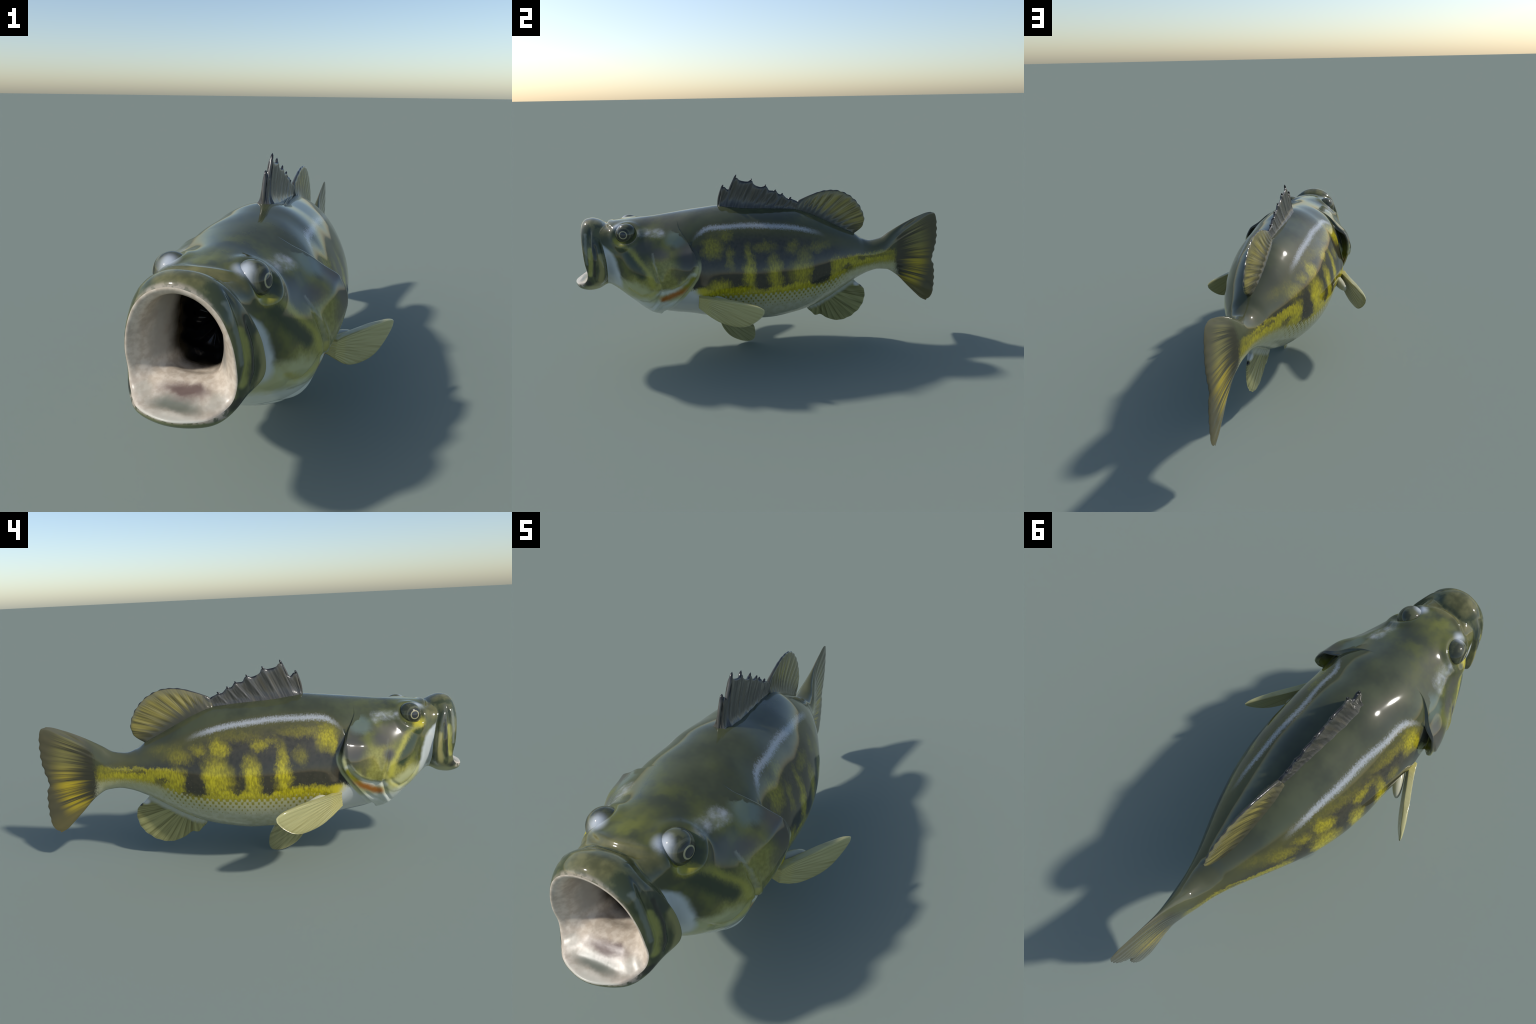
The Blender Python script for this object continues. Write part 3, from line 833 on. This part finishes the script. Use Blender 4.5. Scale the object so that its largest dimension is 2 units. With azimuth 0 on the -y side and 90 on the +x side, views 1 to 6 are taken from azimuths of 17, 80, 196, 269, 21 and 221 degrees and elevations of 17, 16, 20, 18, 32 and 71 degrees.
# spiny dorsal fin: tips of the spines and the scalloped web between them
TIPS = [(-.217, .900), (-.147, .950), (-.065, .925), (.010, .891), (.063, .862), (.101, .841), (.146, .818)]
FEET = [(-.246, .780), (-.213, .778), (-.146, .770), (-.082, .764), (-.028, .760), (.026, .755), (.082, .750)]
WEB = [(-.249, .790), (-.231, .853), (-.221, .888), (-.212, .888), (-.195, .874), (-.178, .882), (-.164, .908), (-.153, .934), (-.142, .932), (-.136, .924), (-.124, .917), (-.089, .911), (-.073, .916),
       (-.062, .910), (-.058, .899), (-.039, .885), (-.016, .879), (.004, .884), (.012, .880), (.027, .859), (.048, .857), (.062, .856),
       (.071, .844), (.081, .836), (.098, .835), (.107, .826), (.125, .811), (.140, .810), (.157, .803), (.178, .792), (.196, .772)]
n = 260
u = np.linspace(0, 1, n)
web = polyline(WEB, u)
tipu = [u[np.argmin(np.hypot(web[:, 0] - a, (web[:, 1] - b) * .4))] for a, b in TIPS]
base = lerp_line([(-.252, .770)] + FEET + [(.165, .735)], [0] + tipu + [1], u)
base[:, 1] = prof(Z_TOP, base[:, 0]) - .02
tip_arr = np.array(tipu)
def half_spiny(U, Vv, P):
    ridge = np.zeros_like(U)
    for k, t in enumerate(tipu):
        ridge += bell(U - t, .014 - .0008 * k)
    fine = .5 + .5 * np.cos(U * 2 * np.pi * 46)
    foot = .045 * np.exp(-Vv * 7.0)
    return (.0085 + .0030 * ridge * np.clip(Vv * 4 - .8, 0, 1) * (1 - .4 * Vv) + .0003 * fine * np.sin(np.pi * np.clip(Vv * 1.1, 0, 1)) + foot) * margin(Vv, 14) * np.clip(np.minimum(U, 1 - U) * 60 + .25, 0, 1)
def bend_spiny(U, Vv, P):
    return .0015 * np.sin(U * 2 * np.pi * 7.5) * Vv
dorsal = fin_mesh("spiny_dorsal_fin", base, web, half_spiny, M_SPINY, nv=44, bend=bend_spiny)

def tube(name, path, radii, mat, parent, seg=12):
    path = np.array(path, float); n = len(path)
    tan = np.gradient(path, axis=0); tan /= np.linalg.norm(tan, axis=1, keepdims=True)
    X = np.array([1.0, 0, 0]); verts = []; faces = []
    for p, t, r in zip(path, tan, radii):
        Yv = np.cross(t, X); Yv /= np.linalg.norm(Yv)
        for k in range(seg):
            a = 2 * np.pi * k / seg
            verts.append(p + r * (np.cos(a) * X + np.sin(a) * Yv))
    for i in range(n - 1):
        for k in range(seg):
            a, b = i * seg + k, i * seg + (k + 1) % seg
            faces.append((a, b, b + seg, a + seg))
    faces.append(tuple(range(seg))[::-1]); faces.append(tuple(range((n - 1) * seg, n * seg)))
    return add_mesh(name, verts, faces, mat, parent)
for k, (tp_, ft) in enumerate(zip(TIPS, FEET)):
    m = 26; f = np.linspace(0, 1, m)
    a = np.array([0, ft[0], prof(Z_TOP, ft[0]) - .012]); b = np.array([0, tp_[0], tp_[1]])
    path = a + (b - a) * f[:, None]
    path[:, 1] += -.008 * np.sin(np.pi * f)            # slight backward sweep
    path[:, 0] += .003 * np.sin(k * 2.1) * f
    r0 = .0062 if k < 3 else .0050
    rad = (r0 * (1 - f) + (.0055 if k < 3 else .0047) * f) * np.sqrt(np.clip(1 - np.clip((f - .9) / .1, 0, 1) ** 2, 0.02, 1)) 
    tube("spine", path, rad, M_SPINE, dorsal)

def ray_half(nr, t0, t1, foot, amp, seed=0, k=12):
    def h(U, Vv, P):
        ridge = np.cos(U * 2 * np.pi * nr + .8 * np.sin(U * 17 + seed))
        ends = np.clip(np.minimum(U, 1 - U) * 25, .06, 1) ** .5
        return ((t0 * (1 - Vv) + t1 * Vv) + foot * np.exp(-Vv * 7) + amp * ridge * np.sin(np.pi * np.clip(Vv * .9 + .08, 0, 1))) * margin(Vv, k) * ends
    return h

n = 220; u = np.linspace(0, 1, n)
SOFT = [(.168, .775), (.180, .794), (.214, .811), (.257, .827), (.299, .840), (.342, .8465), (.379, .8465), (.412, .839), (.450, .824), (.501, .786), (.538, .735), (.558, .675), (.549, .637), (.530, .618), (.504, .603), (.490, .598)]
soft = polyline(SOFT, u)
soft_n = .0022 * np.sin(u * 2 * np.pi * 15) * sstep(.15, .3, u) * (1 - sstep(.85, .95, u))
soft[:, 0] += soft_n * .6; soft[:, 1] += soft_n * .6
sb = np.stack([.160 + .335 * u ** 1.5, 0 * u], -1); sb[:, 1] = prof(Z_TOP, sb[:, 0]) - .022
fin_mesh("soft_dorsal_fin", sb, soft, ray_half(13, .018, .007, .026, .0008), M_FIN, nv=44)

ANAL = [(.228, .190), (.236, .172), (.260, .148), (.285, .126), (.296, .127), (.307, .130), (.349, .105), (.390, .088), (.421, .082), (.467, .090), (.520, .120), (.563, .172), (.576, .224), (.573, .257), (.552, .287), (.530, .303), (.507, .318), (.500, .335)]
anal = polyline(ANAL, u)
an = .002 * np.sin(u * 2 * np.pi * 12) * sstep(.3, .4, u) * (1 - sstep(.85, .95, u))
anal[:, 0] += an * .5; anal[:, 1] -= an * .6
ab = np.stack([.225 + .285 * u ** 1.4, 0 * u], -1); ab[:, 1] = prof(Z_BOT_TORSO, ab[:, 0]) + .025
fin_mesh("anal_fin", ab, anal, ray_half(11, .016, .006, .018, .0011, 2), M_VENT, nv=44)

PELV = [(-.275, .165), (-.262, .135), (-.253, .108), (-.240, .082), (-.206, .041), (-.166, .016), (-.138, .005), (-.108, .0005), (-.083, .006), (-.070, .022), (-.066, .043), (-.070, .082), (-.083, .112), (-.102, .140), (-.11, .16)]
pelv = polyline(PELV, u)
pb = np.stack([-.275 + .165 * u, 0 * u], -1); pb[:, 1] = prof(Z_BOT_TORSO, pb[:, 0]) + .025
fin_mesh("pelvic_fin", pb, pelv, ray_half(9, .015, .006, .012, .0015, 4, 8), M_PELV, nv=44)

# pectoral fins: a blade standing off the flank, given in its own plane
PA = np.array((.271, -.380, .402)); PE = np.array((.5133, .8516, -.1061)); PE /= np.linalg.norm(PE)
PN = np.array((.857, -.515, .015)); PN -= PE * PN.dot(PE); PN /= np.linalg.norm(PN)
PD = np.cross(PN, PE); PD *= -np.sign(PD[2])
BLADE = [(-.02, .004), (.03, .000), (.10, -.004), (.176, -.009), (.250, -.0135), (.310, -.0125), (.338, -.007), (.351, .004), (.350, .018), (.343, .032), (.327, .054), (.302, .080), (.275, .101),
         (.245, .115), (.206, .1225), (.166, .124), (.130, .121), (.086, .108), (.056, .092), (.032, .070), (.012, .046), (-.01, .022)]
for sgn in (1, -1):
    blade = polyline(BLADE, u)
    bb = np.stack([-.065 + .0 * u, .010 + .008 * u], -1)
    def fr(a, b, o, sgn=sgn):
        p = PA + a[..., None] * PE + b[..., None] * PD + o[..., None] * PN
        return p * np.array([sgn, 1, 1])
    def hp(U, Vv, P):
        lead = .007 * np.exp(-np.clip(P[..., 1] + .01, 0, 1) / .022)
        return (.0055 + .010 * np.exp(-np.clip(P[..., 0], 0, 1) / .05) + lead + .0006 * np.cos(U * 2 * np.pi * 26 + 1.5 * np.sin(U * 11)) * np.sin(np.pi * np.clip(Vv, 0, 1))) * margin(Vv, 10)
    def bp(U, Vv, P):
        return -.02 * np.clip(P[..., 1], 0, 1) * sstep(.0, .10, P[..., 0]) - .13 * np.clip((.01 - P[..., 0]) / .07, 0, 1)
    fin_mesh("pectoral_fin", bb, blade, hp, M_PECT, frame=fr, bend=bp, nv=44)
    # fleshy lobe tucked behind the fin root
    c0 = np.array((.245, -.335, .365)); c1 = np.array((.318, -.215, .352))
    m = 20; f = np.linspace(0, 1, m); path = c0 + (c1 - c0) * f[:, None]
    rad = .030 * np.sqrt(np.clip(1 - (f * .99) ** 3, 0, 1))
    path[:, 0] *= sgn
    ob = tube("axillary_lobe", path, rad, M_LOBE, ROOT, seg=20)

# =====================================================================
#  EYES
# =====================================================================
def eyeball(sgn):
    # short dome: rings out from the pupil axis, looking sideways and a little forward
    ax = np.array((.95, -.20, .10)); ax /= np.linalg.norm(ax)
    e1 = np.cross(ax, (0, 0, 1)); e1 /= np.linalg.norm(e1); e2 = np.cross(e1, ax)
    c = np.array((.111, -.717, .691)); Rr = .053
    nr, ns = 30, 48; verts = []; faces = []
    for i in range(nr + 1):
        th = (i / nr) * 2.7
        for k in range(ns):
            a = 2 * np.pi * k / ns
            p = c + Rr * (np.cos(th) * ax * .97 + np.sin(th) * (np.cos(a) * e1 + np.sin(a) * e2))
            verts.append(p * np.array([sgn, 1, 1]))
    for i in range(nr):
        for k in range(ns):
            f = (i * ns + k, i * ns + (k + 1) % ns, (i + 1) * ns + (k + 1) % ns, (i + 1) * ns + k)
            faces.append(f if sgn > 0 else f[::-1])
    v = np.array(verts)
    nn = vnormals(v, faces); k0 = 10 * ns
    if np.dot(nn[k0], v[k0] - c * [sgn, 1, 1]) < 0:
        faces = [f[::-1] for f in faces]
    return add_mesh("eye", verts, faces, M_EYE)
for s in (1, -1):
    eyeball(s)
